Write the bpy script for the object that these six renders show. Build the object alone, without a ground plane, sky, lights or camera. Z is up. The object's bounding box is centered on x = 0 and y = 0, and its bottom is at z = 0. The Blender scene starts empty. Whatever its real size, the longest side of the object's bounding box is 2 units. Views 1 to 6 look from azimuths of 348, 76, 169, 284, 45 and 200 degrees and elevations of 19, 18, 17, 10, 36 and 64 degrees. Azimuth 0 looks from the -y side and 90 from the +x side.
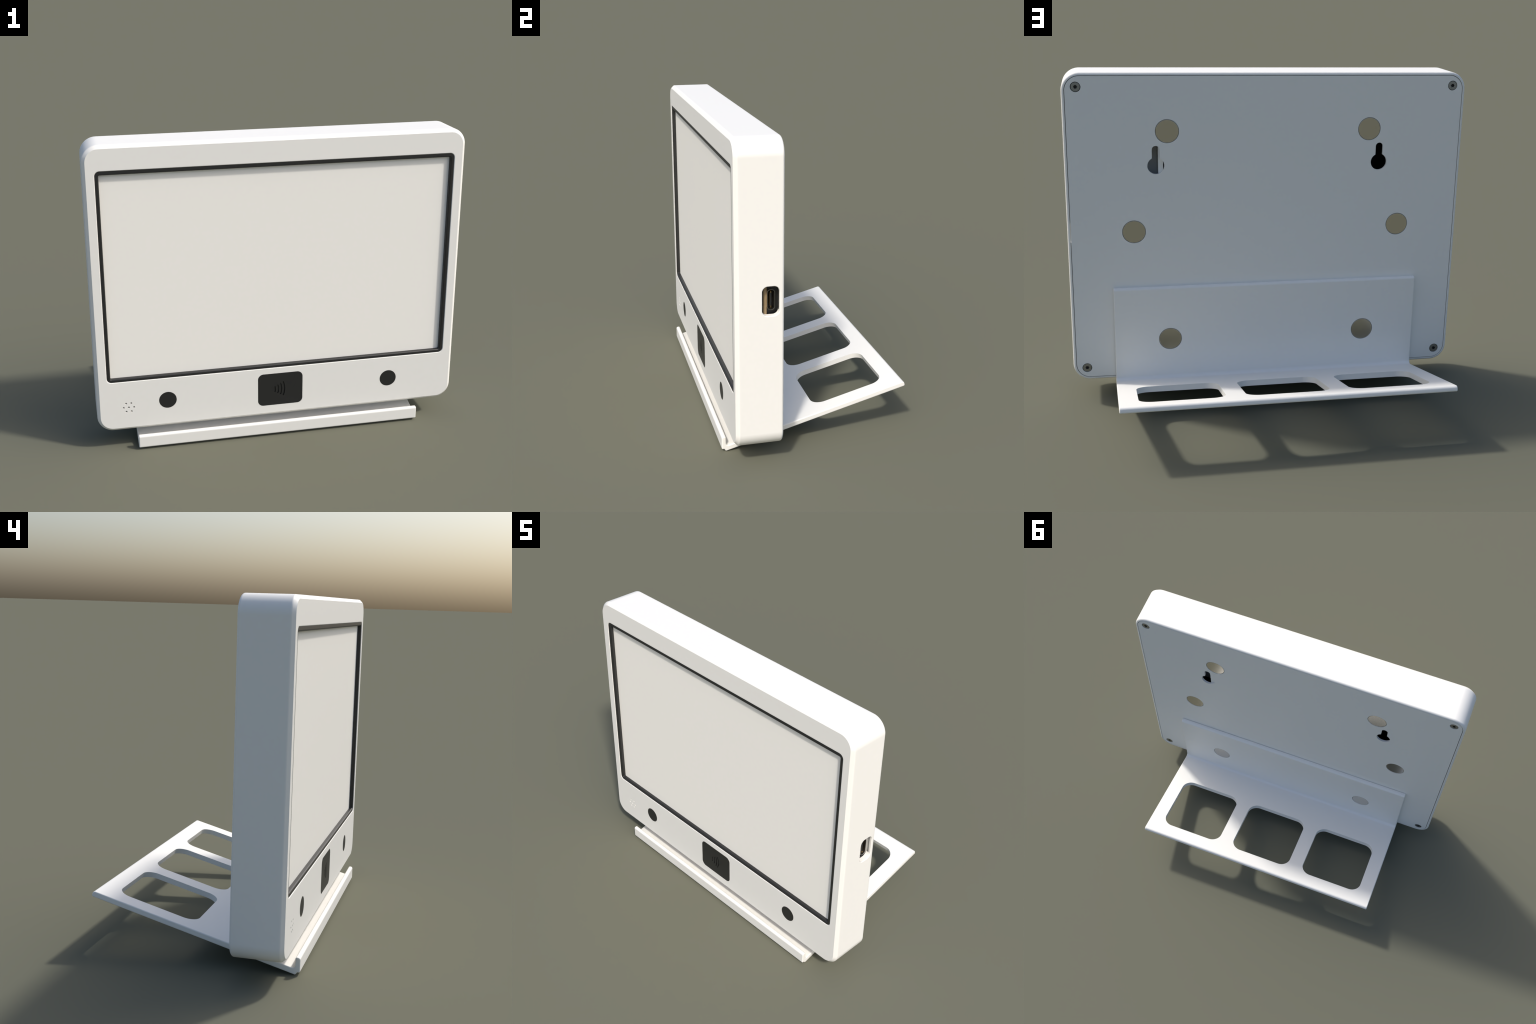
import bpy, bmesh, math
from mathutils import Vector, Matrix

# ---------------------------------------------------------------- dimensions
FRONT, BACK = -0.4655, -0.2247        # front and rear plane of the display
HALF_W, HALF_H, CZ = 1.0, 0.781, 0.888
CORNER = 0.086                        # outline corner radius
SCR_W, SCR_H, SCR_Z = 0.9390, 0.5723, 0.9672   # screen opening
SCR_DEPTH = 0.0225
SCENE = bpy.context.scene


# ---------------------------------------------------------------- materials
def material(name, colour, rough=0.5, metallic=0.0, vary=0.015, scale=40.0,
             bump=0.0, bump_scale=400.0, spec=0.5, coat=0.0):
    m = bpy.data.materials.new(name)
    m.use_nodes = True
    nt = m.node_tree
    bsdf = nt.nodes["Principled BSDF"]
    tc = nt.nodes.new("ShaderNodeTexCoord")
    noise = nt.nodes.new("ShaderNodeTexNoise")
    noise.inputs["Scale"].default_value = scale
    noise.inputs["Detail"].default_value = 4.0
    nt.links.new(tc.outputs["Object"], noise.inputs["Vector"])
    ramp = nt.nodes.new("ShaderNodeValToRGB")
    ramp.color_ramp.elements[0].position = 0.3
    ramp.color_ramp.elements[1].position = 0.7
    lo = [max(0.0, c * (1 - vary)) for c in colour]
    hi = [min(1.0, c * (1 + vary)) for c in colour]
    ramp.color_ramp.elements[0].color = (*lo, 1)
    ramp.color_ramp.elements[1].color = (*hi, 1)
    nt.links.new(noise.outputs["Fac"], ramp.inputs["Fac"])
    nt.links.new(ramp.outputs["Color"], bsdf.inputs["Base Color"])
    bsdf.inputs["Roughness"].default_value = rough
    bsdf.inputs["Metallic"].default_value = metallic
    bsdf.inputs["Specular IOR Level"].default_value = spec
    bsdf.inputs["Coat Weight"].default_value = coat
    if bump > 0:
        n2 = nt.nodes.new("ShaderNodeTexNoise")
        n2.inputs["Scale"].default_value = bump_scale
        nt.links.new(tc.outputs["Object"], n2.inputs["Vector"])
        b = nt.nodes.new("ShaderNodeBump")
        b.inputs["Strength"].default_value = bump
        b.inputs["Distance"].default_value = 0.0005
        nt.links.new(n2.outputs["Fac"], b.inputs["Height"])
        nt.links.new(b.outputs["Normal"], bsdf.inputs["Normal"])
    return m


WHITE = material("white_plastic", (0.872, 0.863, 0.820), 0.5, vary=0.004)
STAND_WHITE = material("white_stand_plastic", (0.872, 0.863, 0.820), 0.5, vary=0.004)
SCREEN = material("screen_off_white", (0.935, 0.917, 0.858), 0.5, vary=0.004, spec=0.25)
BLACK = material("black_plastic", (0.0155, 0.0158, 0.0158), 0.45, vary=0.05)
GASKET = material("black_gasket", (0.0175, 0.0178, 0.0178), 0.42, vary=0.05)
NICKEL = material("nickel_magnet", (0.62, 0.60, 0.55), 0.2, 1.0, vary=0.008)
STEEL = material("dark_steel_screw", (0.34, 0.345, 0.34), 0.42, 1.0, vary=0.03, scale=120)
SHELL = material("port_shell_steel", (0.50, 0.49, 0.47), 0.28, 1.0)
GOLD = material("gold_contact", (0.85, 0.55, 0.18), 0.3, 1.0)
BOARD = material("tan_circuit_board", (0.30, 0.215, 0.115), 0.6, vary=0.08, scale=90)
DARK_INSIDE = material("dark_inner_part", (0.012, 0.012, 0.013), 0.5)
TONGUE = material("port_tongue_black", (0.015, 0.015, 0.016), 0.5)


# ---------------------------------------------------------------- 2-D outlines
def rounded_rect(hw, hh, r, seg=16):
    """closed counter-clockwise outline, same vertex count for every size"""
    r = max(r, 0.0005)
    pts = []
    for cx, cy, a0 in ((hw - r, hh - r, 0), (-hw + r, hh - r, 90),
                       (-hw + r, -hh + r, 180), (hw - r, -hh + r, 270)):
        for i in range(seg + 1):
            a = math.radians(a0 + 90 * i / seg)
            pts.append((cx + r * math.cos(a), cy + r * math.sin(a)))
    return pts


def circle(r, n=64):
    return [(r * math.cos(2 * math.pi * i / n), r * math.sin(2 * math.pi * i / n))
            for i in range(n)]


def round_corners(corners, seg=6):
    """polygon from (y, z, radius) corners, every corner turned into an arc"""
    out, n = [], len(corners)
    for i in range(n):
        p = Vector(corners[i][:2])
        r = corners[i][2]
        a = (Vector(corners[i - 1][:2]) - p)
        b = (Vector(corners[(i + 1) % n][:2]) - p)
        la, lb = a.length, b.length
        a.normalize(); b.normalize()
        half = a.angle(b) / 2
        t = min(r / math.tan(half), la * 0.49, lb * 0.49)
        rr = t * math.tan(half)
        bis = (a + b).normalized()
        c = p + bis * (rr / math.sin(half))
        s, e = p + a * t, p + b * t
        a0 = math.atan2(s.y - c.y, s.x - c.x)
        a1 = math.atan2(e.y - c.y, e.x - c.x)
        d = (a1 - a0 + math.pi) % (2 * math.pi) - math.pi
        for k in range(seg + 1):
            ang = a0 + d * k / seg
            out.append((c.x + rr * math.cos(ang), c.y + rr * math.sin(ang)))
    return out


def offset_inward(poly, d):
    """miter offset of a counter-clockwise polygon"""
    out, n = [], len(poly)
    for i in range(n):
        p0, p1, p2 = Vector(poly[i - 1]), Vector(poly[i]), Vector(poly[(i + 1) % n])
        e1, e2 = (p1 - p0).normalized(), (p2 - p1).normalized()
        n1, n2 = Vector((-e1.y, e1.x)), Vector((-e2.y, e2.x))
        m = n1 + n2
        out.append(tuple(p1 + m * (d / max(0.35, 1 + n1.dot(n2)))))
    return out


# ---------------------------------------------------------------- mesh helpers
def new_object(name, bm, mat, centre=(0, 0, 0)):
    bmesh.ops.recalc_face_normals(bm, faces=bm.faces)
    me = bpy.data.meshes.new(name)
    if any(centre):
        bmesh.ops.translate(bm, vec=-Vector(centre), verts=bm.verts)
    bm.to_mesh(me)
    bm.free()
    ob = bpy.data.objects.new(name, me)
    ob.location = centre
    SCENE.collection.objects.link(ob)
    if mat:
        me.materials.append(mat)
    return ob


def loft(rings, closed=False):
    """rings: lists of 3-D points of equal length; ends capped unless closed"""
    bm = bmesh.new()
    vs = [[bm.verts.new(p) for p in ring] for ring in rings]
    n = len(vs[0])
    pairs = list(zip(vs[:-1], vs[1:])) + ([(vs[-1], vs[0])] if closed else [])
    for a, b in pairs:
        for i in range(n):
            j = (i + 1) % n
            bm.faces.new((a[i], a[j], b[j], b[i]))
    if not closed:
        bm.faces.new(vs[0])
        bm.faces.new(vs[-1][::-1])
    return bm


def slab_y(sections, cx=0.0, cz=0.0):
    """sections: (y, outline in x-z)"""
    return loft([[(cx + x, y, cz + z) for x, z in o] for y, o in sections])


def slab_x(sections, cy=0.0, cz=0.0):
    return loft([[(X, cy + y, cz + z) for y, z in o] for X, o in sections])


def edit(ob, mods):
    """apply a list of modifier set-ups"""
    for kind, cfg in mods:
        m = ob.modifiers.new(kind, kind)
        for k, v in cfg.items():
            setattr(m, k, v)
    bpy.context.view_layer.update()
    dg = bpy.context.evaluated_depsgraph_get()
    me = bpy.data.meshes.new_from_object(ob.evaluated_get(dg))
    old = ob.data
    me.name = old.name
    ob.modifiers.clear()
    ob.data = me
    bpy.data.meshes.remove(old)


def cut(ob, cutters):
    for c in cutters:
        edit(ob, [("BOOLEAN", dict(operation='DIFFERENCE', solver='EXACT', object=c))])
    for c in cutters:
        bpy.data.objects.remove(c, do_unlink=True)


def smooth(ob, angle=35, weighted=True):
    me = ob.data
    for p in me.polygons:
        p.use_smooth = True
    me.set_sharp_from_angle(angle=math.radians(angle))
    if weighted:
        edit(ob, [("WEIGHTED_NORMAL", dict(keep_sharp=True, weight=100, mode='FACE_AREA'))])


def adopt(child, parent):
    child.parent = parent
    origin = Vector((0, 0, 0))
    p = parent
    while p:
        origin += p.location
        p = p.parent
    child.location = child.location - origin


def repeat(ob, name, world, rot=None):
    c = ob.copy()
    c.name = name
    c.location = world
    if rot:
        c.rotation_euler = rot
    SCENE.collection.objects.link(c)
    return c


# ================================================================ the display
display = bpy.data.objects.new("smart_display", None)
display.location = (0, (FRONT + BACK) / 2, 0.107)
SCENE.collection.objects.link(display)
display["label"] = "white wall display with black-framed blank screen and buttons"
display["category"] = "display panel"


def body_outline(inset):
    return rounded_rect(HALF_W - inset, HALF_H - inset, CORNER - inset)


# ---- housing: chamfered front edge, softly rounded rear edge
R_BACK = 0.0125
sections = [(FRONT, body_outline(0.0175)),
            (FRONT + 0.0125, body_outline(0.0045)),
            (FRONT + 0.0165, body_outline(0.0014)),
            (FRONT + 0.0215, body_outline(0.0))]
for k in range(7):
    a = math.radians(90 * k / 6)
    sections.append((BACK - R_BACK + R_BACK * math.sin(a),
                     body_outline(R_BACK * (1 - math.cos(a)))))
housing = new_object("housing", slab_y(sections, cz=CZ), WHITE)

cutters = []
# screen opening with a small rounded lip
FIL = 0.004
secs = [(FRONT - 0.01, rounded_rect(SCR_W + FIL, SCR_H + FIL, 0.025 + FIL)),]
for k in range(5):
    a = math.radians(90 * k / 4)
    o = FIL * (1 - math.sin(a))
    secs.append((FRONT + FIL * (1 - math.cos(a)), rounded_rect(SCR_W + o, SCR_H + o, 0.025 + o)))
secs.append((FRONT + 0.032, rounded_rect(SCR_W, SCR_H, 0.025)))
cutters.append(new_object("c", slab_y(secs, cz=SCR_Z), None))
# rear rebate for the back panel and the hollow inside
PANEL_T = 0.0125
cutters.append(new_object("c", slab_y([(BACK - 0.024, body_outline(0.0140)),
                                       (BACK + 0.02, body_outline(0.0140))], cz=CZ), None))
cutters.append(new_object("c", slab_y([(FRONT + 0.037, body_outline(0.03)),
                                       (BACK - PANEL_T + 0.001, body_outline(0.03))], cz=CZ), None))
# port opening in the right wall
PORT_Y, PORT_Z = -0.291, 0.887
secs = [(1.02, rounded_rect(0.0465, 0.0785, 0.032))]
for k in range(5):
    a = math.radians(90 * k / 4)
    o = 0.004 * (1 - math.sin(a))
    secs.append((1.0 - 0.004 * (1 - math.cos(a)), rounded_rect(0.0425 + o, 0.0745 + o, 0.028 + o)))
secs.append((0.95, rounded_rect(0.0425, 0.0745, 0.028)))
cutters.append(new_object("c", slab_x(secs, PORT_Y, PORT_Z), None))
# speaker holes: one in the middle, six round it
SPK = (-0.831, 0.2432)
for k in range(7):
    dx = dz = 0.0
    if k:
        a = math.radians(60 * k)
        dx, dz = 0.0274 * math.cos(a), 0.0274 * math.sin(a)
    cutters.append(new_object("c", slab_y([(FRONT - 0.01, circle(0.0050, 24)),
                                           (FRONT + 0.06, circle(0.0050, 24))],
                                          SPK[0] + dx, SPK[1] + dz), None))
# seats of the flush black buttons and the reader pad
BTN_X, BTN_Z, BTN_R = 0.621, 0.265, 0.0477
for sx in (-1, 1):
    cutters.append(new_object("c", slab_y([(FRONT - 0.01, circle(BTN_R, 72)),
                                           (FRONT + 0.012, circle(BTN_R, 72))],
                                          sx * BTN_X, BTN_Z), None))
PAD_W, PAD_H, PAD_R = 0.1257, 0.0955, 0.031
cutters.append(new_object("c", slab_y([(FRONT - 0.01, rounded_rect(PAD_W, PAD_H, PAD_R)),
                                       (FRONT + 0.016, rounded_rect(PAD_W, PAD_H, PAD_R))],
                                      0, BTN_Z), None))
cut(housing, cutters)
smooth(housing)
adopt(housing, display)

# ---- black gasket round the screen
GW = 0.0195
rings = []
for inset, y in ((0.0004, FRONT + SCR_DEPTH + 0.006), (0.0004, FRONT + 0.0032),
                 (0.0016, FRONT + 0.002), (GW - 0.007, FRONT + 0.002)):
    rings.append((inset, y))
for k in range(1, 6):
    a = math.radians(90 * k / 5)
    rings.append((GW - 0.007 + 0.007 * math.sin(a), FRONT + 0.002 + 0.007 * (1 - math.cos(a))))
rings.append((GW, FRONT + SCR_DEPTH + 0.006))
bm = loft([[(x, y, SCR_Z + z - (0.0015 if i > 0.01 else 0.0)) for x, z in
            rounded_rect(SCR_W - i, SCR_H - i, max(0.025 - i, 0.002))] for i, y in rings], closed=True)
gasket = new_object("screen_gasket", bm, GASKET, (0, FRONT, SCR_Z))
smooth(gasket)
adopt(gasket, display)

# ---- screen
sw, sh = SCR_W - GW + 0.012, SCR_H - GW + 0.012
screen = new_object("screen", slab_y([(FRONT + SCR_DEPTH, rounded_rect(sw, sh, 0.003, 2)),
                                      (FRONT + SCR_DEPTH + 0.005, rounded_rect(sw, sh, 0.003, 2))],
                                     cz=SCR_Z), SCREEN, (0, FRONT + SCR_DEPTH, SCR_Z))
adopt(screen, display)

# ---- flush round buttons
r = BTN_R - 0.0004
button = new_object("round_button",
                    slab_y([(FRONT + 0.0002, circle(r - 0.0006, 72)), (FRONT + 0.0008, circle(r, 72)),
                            (FRONT + 0.0118, circle(r, 72))], -BTN_X, BTN_Z),
                    BLACK, (-BTN_X, FRONT, BTN_Z))
smooth(button, 50)
button2 = repeat(button, "round_button", (BTN_X, FRONT, BTN_Z))
adopt(button, display)
adopt(button2, display)

# ---- contactless reader pad with four engraved waves
g = 0.0004
pad = new_object("reader_pad",
                 slab_y([(FRONT + 0.0002, rounded_rect(PAD_W - g - 0.0006, PAD_H - g - 0.0006, PAD_R)),
                         (FRONT + 0.0008, rounded_rect(PAD_W - g, PAD_H - g, PAD_R)),
                         (FRONT + 0.0158, rounded_rect(PAD_W - g, PAD_H - g, PAD_R))], 0, BTN_Z),
                 BLACK)
waves = []
for k, rad in enumerate((0.0475, 0.0655, 0.083, 0.1)):
    half, w = math.radians((17.5, 21, 22.5, 23.3)[k]), 0.0034
    outline = []
    N = 18
    for i in range(N + 1):
        a = -half + 2 * half * i / N
        outline.append((-0.0757 + (rad + w) * math.cos(a), (rad + w) * math.sin(a)))
    for s, a0 in ((1, half), (-1, -half)):
        if s < 0:
            for i in range(N + 1):
                a = half - 2 * half * i / N
                outline.append((-0.0757 + (rad - w) * math.cos(a), (rad - w) * math.sin(a)))
        c = (-0.0757 + rad * math.cos(a0), rad * math.sin(a0))
        for i in range(1, 6):
            t = a0 + (math.pi * i / 6 if s > 0 else math.pi + math.pi * i / 6)
            outline.append((c[0] + w * math.cos(t), c[1] + w * math.sin(t)))
    waves.append(new_object("c", slab_y([(FRONT - 0.01, outline), (FRONT + 0.006, outline)], 0, BTN_Z), None))
cut(pad, waves)
smooth(pad, 40)
adopt(pad, display)

# ---- back panel
def panel_outline(extra=0.0):
    return body_outline(0.0168 + extra)

panel = new_object("back_panel",
                   slab_y([(BACK - PANEL_T + 0.0004, panel_outline()), (BACK - 0.0008, panel_outline()),
                           (BACK, panel_outline(0.0008))], cz=CZ), WHITE)
MAG_R = 0.0583
MAGNETS = [(sx * x, z) for x, z in ((0.507, 1.388), (0.677, 0.8885)) for sx in (-1, 1)]
SCREWS = [(sx * 0.932, CZ + sz * 0.714) for sx in (-1, 1) for sz in (-1, 1)]
cutters = []
for x, z in MAGNETS:
    cutters.append(new_object("c", slab_y([(BACK - 0.0115, circle(MAG_R, 72)), (BACK + 0.01, circle(MAG_R, 72))], x, z), None))
for x, z in SCREWS:
    cutters.append(new_object("c", slab_y([(BACK - 0.02, circle(0.0244, 48)), (BACK + 0.01, circle(0.0244, 48))], x, z), None))
for sx in (-1, 1):      # keyholes: circle with a round-ended slot above it
    R, w, top = 0.0415, 0.0187, 0.0985
    a0 = math.asin(w / R)
    out = []
    for i in range(41):
        a = math.pi / 2 + a0 + (2 * math.pi - 2 * a0) * i / 40
        out.append((R * math.cos(a), R * math.sin(a)))
    for i in range(13):
        a = math.pi * i / 12
        out.append((w * math.cos(a), top - w + w * math.sin(a)))
    cutters.append(new_object("c", slab_y([(BACK - 0.03, out), (BACK + 0.01, out)], sx * 0.5635, 1.2188), None))
cut(panel, cutters)
smooth(panel)
adopt(panel, display)


def make_magnet(name, x, y, z):
    rm = MAG_R - 0.0026
    secs = [(y - 0.012, circle(rm, 72)), (y - 0.0018, circle(rm, 72)),
            (y - 0.0012, circle(rm - 0.0004, 72)), (y - 0.0009, circle(rm - 0.0012, 72))]
    ob = new_object(name, slab_y(secs, x, z), NICKEL, (x, y, z))
    smooth(ob, 40)
    return ob


x, z = MAGNETS[0]
magnet = make_magnet("magnet", x, BACK + 0.003 - 0.003, z)
for i, (x, z) in enumerate(MAGNETS):
    m = magnet if i == 0 else repeat(magnet, "magnet", (x, BACK, z))
    adopt(m, panel)

# screws: flat heads with a six-lobed socket
x, z = SCREWS[0]
secs = [(BACK - 0.022, circle(0.0216, 48)), (BACK - 0.0022, circle(0.0216, 48)),
        (BACK - 0.0016, circle(0.0212, 48)), (BACK - 0.0014, circle(0.0204, 48))]
screw = new_object("screw", slab_y(secs, x, z), STEEL)
star = []
for i in range(48):
    a = 2 * math.pi * i / 48
    rr = 0.0086 + 0.0014 * math.cos(6 * a)
    star.append((rr * math.cos(a), rr * math.sin(a)))
cut(screw, [new_object("c", slab_y([(BACK - 0.03, star), (BACK + 0.01, star)], x, z), None)])
screw.data.transform(Matrix.Translation((-x, -BACK, -z)))
screw.location = (x, BACK, z)
smooth(screw, 35)
black_disc = new_object("socket_black_disc", slab_y([(BACK - 0.021, circle(0.014, 24)), (BACK - 0.011, circle(0.014, 24))],
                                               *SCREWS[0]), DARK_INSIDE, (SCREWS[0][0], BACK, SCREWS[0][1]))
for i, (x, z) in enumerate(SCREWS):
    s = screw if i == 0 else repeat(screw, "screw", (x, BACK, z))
    p = black_disc if i == 0 else repeat(black_disc, "socket_black_disc", (x, BACK, z))
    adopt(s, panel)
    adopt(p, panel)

# ---- inside: circuit board with the port, a rib and a dark module behind the keyhole
board = new_object("circuit_board",
                   slab_x([(0.62, rounded_rect(0.0078, 0.24, 0.0005, 2)),
                           (0.9685, rounded_rect(0.0078, 0.24, 0.0005, 2))], -0.3129, 0.76),
                   BOARD, (0.9, -0.3129, 0.76))
adopt(board, display)
rib = new_object("inner_rib", slab_y([(-0.42, rounded_rect(0.0119, 0.3, 0.001, 2)),
                                      (BACK - PANEL_T - 0.001, rounded_rect(0.0119, 0.3, 0.001, 2))],
                                     0.5396, 1.25), WHITE, (0.5396, -0.33, 1.25))
adopt(rib, display)
block = new_object("inner_bracket", slab_y([(-0.42, rounded_rect(0.09, 0.2, 0.004, 3)),
                                             (-0.335, rounded_rect(0.09, 0.2, 0.004, 3))],
                                            0.641, 1.25), WHITE, (0.641, -0.33, 1.25))
adopt(block, display)
dark_slab = new_object("keyhole_dark_slab", slab_y([(-0.4275, rounded_rect(0.9, 0.55, 0.01, 3)),
                                             (-0.424, rounded_rect(0.9, 0.55, 0.01, 3))],
                                            0, SCR_Z), DARK_INSIDE, (0, -0.425, SCR_Z))
adopt(dark_slab, display)

# port: steel shell, black tongue, gold contacts
SY, SZ, SX = -0.2855, 0.888, 0.979
t = 0.0026
rings = [(SX - 0.07, 0.0), (SX - 0.001, 0.0), (SX, 0.0006), (SX, t - 0.0006), (SX - 0.001, t), (SX - 0.07, t)]
bm = loft([[(X, SY + y, SZ + z) for y, z in rounded_rect(0.0196 - i, 0.0522 - i, 0.0175 - i, 10)]
           for X, i in rings], closed=True)
port = new_object("charging_port", bm, SHELL, (SX, SY, SZ))
smooth(port, 40)
adopt(port, display)
back_stop = new_object("port_insert", slab_x([(SX - 0.075, rounded_rect(0.0168, 0.0494, 0.015, 8)),
                                              (SX - 0.055, rounded_rect(0.0168, 0.0494, 0.015, 8))], SY, SZ),
                       TONGUE, (SX, SY, SZ))
adopt(back_stop, port)
tongue = new_object("port_tongue", slab_x([(SX - 0.06, rounded_rect(0.0042, 0.039, 0.003, 4)),
                                           (SX - 0.010, rounded_rect(0.0042, 0.039, 0.003, 4)),
                                           (SX - 0.008, rounded_rect(0.003, 0.0375, 0.002, 4))], SY, SZ),
                    TONGUE, (SX, SY, SZ))
adopt(tongue, port)
# dark plastic frame that closes the gap round the shell
def frame_ring(X, cy, hw, hh, rad):
    return [(X, cy + y, SZ + z) for y, z in rounded_rect(hw, hh, rad, 10)]

surround = new_object("port_surround", loft([frame_ring(0.915, -0.2748, 0.0302, 0.09, 0.004),
                                             frame_ring(0.952, -0.2748, 0.0302, 0.09, 0.004),
                                             frame_ring(0.952, SY, 0.0194, 0.052, 0.0173),
                                             frame_ring(0.915, SY, 0.0194, 0.052, 0.0173)], closed=True), TONGUE,
                      (0.95, SY, SZ))
adopt(surround, port)
backing = new_object("port_backing", slab_x([(0.88, rounded_rect(0.008, 0.09, 0.001, 2)),
                                             (0.91, rounded_rect(0.008, 0.09, 0.001, 2))], -0.3290, SZ), TONGUE,
                     (0.95, -0.329, SZ))
adopt(backing, port)
for sz in (-1, 1):
    clip = new_object("port_contact", slab_x([(SX - 0.05, rounded_rect(0.0012, 0.0045, 0.0006, 2)),
                                              (SX - 0.007, rounded_rect(0.0012, 0.0045, 0.0006, 2))],
                                             SY + 0.0005, SZ + sz * 0.0375), GOLD, (SX, SY, SZ + sz * 0.0375))
    adopt(clip, port)
first = None
for side in (-1, 1):
    for k in range(12):
        zz = SZ + (k - 5.5) * 0.0058
        yy = SY + side * 0.0044
        if first is None:
            first = new_object("port_contact", slab_x([(SX - 0.05, rounded_rect(0.0008, 0.0016, 0.0003, 1)),
                                                       (SX - 0.014, rounded_rect(0.0008, 0.0016, 0.0003, 1))],
                                                      yy, zz), GOLD, (SX, yy, zz))
            c = first
        else:
            c = repeat(first, "port_contact", (SX, yy, zz))
        adopt(c, port)

# ================================================================ the stand
stand = bpy.data.objects.new("display_stand", None)
stand.location = (0, 0, 0)
SCENE.collection.objects.link(stand)
stand["label"] = "white bent plastic stand with three square cut-outs"
stand["category"] = "stand"

SLOPE = math.tan(math.radians(15))
HALF_STAND = 0.788
PLATE_BACK = -0.1965


def under(y):
    return SLOPE * (y + 0.4778)


TV = 0.0290            # vertical thickness of the sloping base
yb = 0.5011
s15, c15 = math.sin(math.radians(15)), math.cos(math.radians(15))
profile = round_corners([
    (-0.4778, 0.0, 0.0062),
    (yb, under(yb), 0.0075),
    (yb - 0.028 * s15, under(yb) + 0.028 * c15, 0.0135),
    (PLATE_BACK, under(PLATE_BACK) + TV, 0.016),
    (PLATE_BACK, 0.602, 0.0125),
    (BACK + 0.0004, 0.602, 0.0062),
    (BACK + 0.0004, under(BACK) + TV, 0.004),
    (-0.4765, under(-0.4765) + TV, 0.012),
    (-0.4765, 0.0828, 0.007),
    (-0.4995, 0.0828, 0.012),
    (-0.4995, 0.0125, 0.008),
    (-0.4862, 0.0118, 0.003)])
zmin = min(p[1] for p in profile)
profile = [(y, z - zmin) for y, z in profile]
B = 0.0055
rings = []
for s in (-1, 1):
    rings += [(X, d) for X, d in ([(s * (HALF_STAND - B + B * math.sin(math.radians(90 * k / 4))),
                                    B * (1 - math.cos(math.radians(90 * k / 4)))) for k in
                                   (range(4, -1, -1) if s < 0 else range(0, 5))])]
bm = loft([[(X, y, z) for y, z in (offset_inward(profile, d) if d > 1e-6 else profile)] for X, d in rings])
bracket = new_object("stand_bracket", bm, STAND_WHITE)

cutters = []
HY = (0.0175 + 0.4070) / 2
for cx in (-0.496, 0.0, 0.496):
    o = rounded_rect(0.2015, (0.4070 - 0.0175) / 2 / c15, 0.066)
    rings = []
    for h in (-0.1, 0.1):
        rings.append([(cx + x, HY + v * c15 - h * s15, under(HY) + TV + v * s15 + h * c15) for x, v in o])
    cutters.append(new_object("c", loft(rings), None))
STAND_MAGNETS = [(-0.5075, 0.322), (0.5075, 0.322)]
for x, z in STAND_MAGNETS:
    cutters.append(new_object("c", slab_y([(PLATE_BACK - 0.016, circle(MAG_R, 72)),
                                           (PLATE_BACK + 0.02, circle(MAG_R, 72))], x, z), None))
cut(bracket, cutters)
smooth(bracket, 40)
adopt(bracket, stand)
for i, (x, z) in enumerate(STAND_MAGNETS):
    m = repeat(magnet, "magnet", (x, PLATE_BACK, z))
    m.parent = None
    adopt(m, bracket)

bpy.context.view_layer.update()
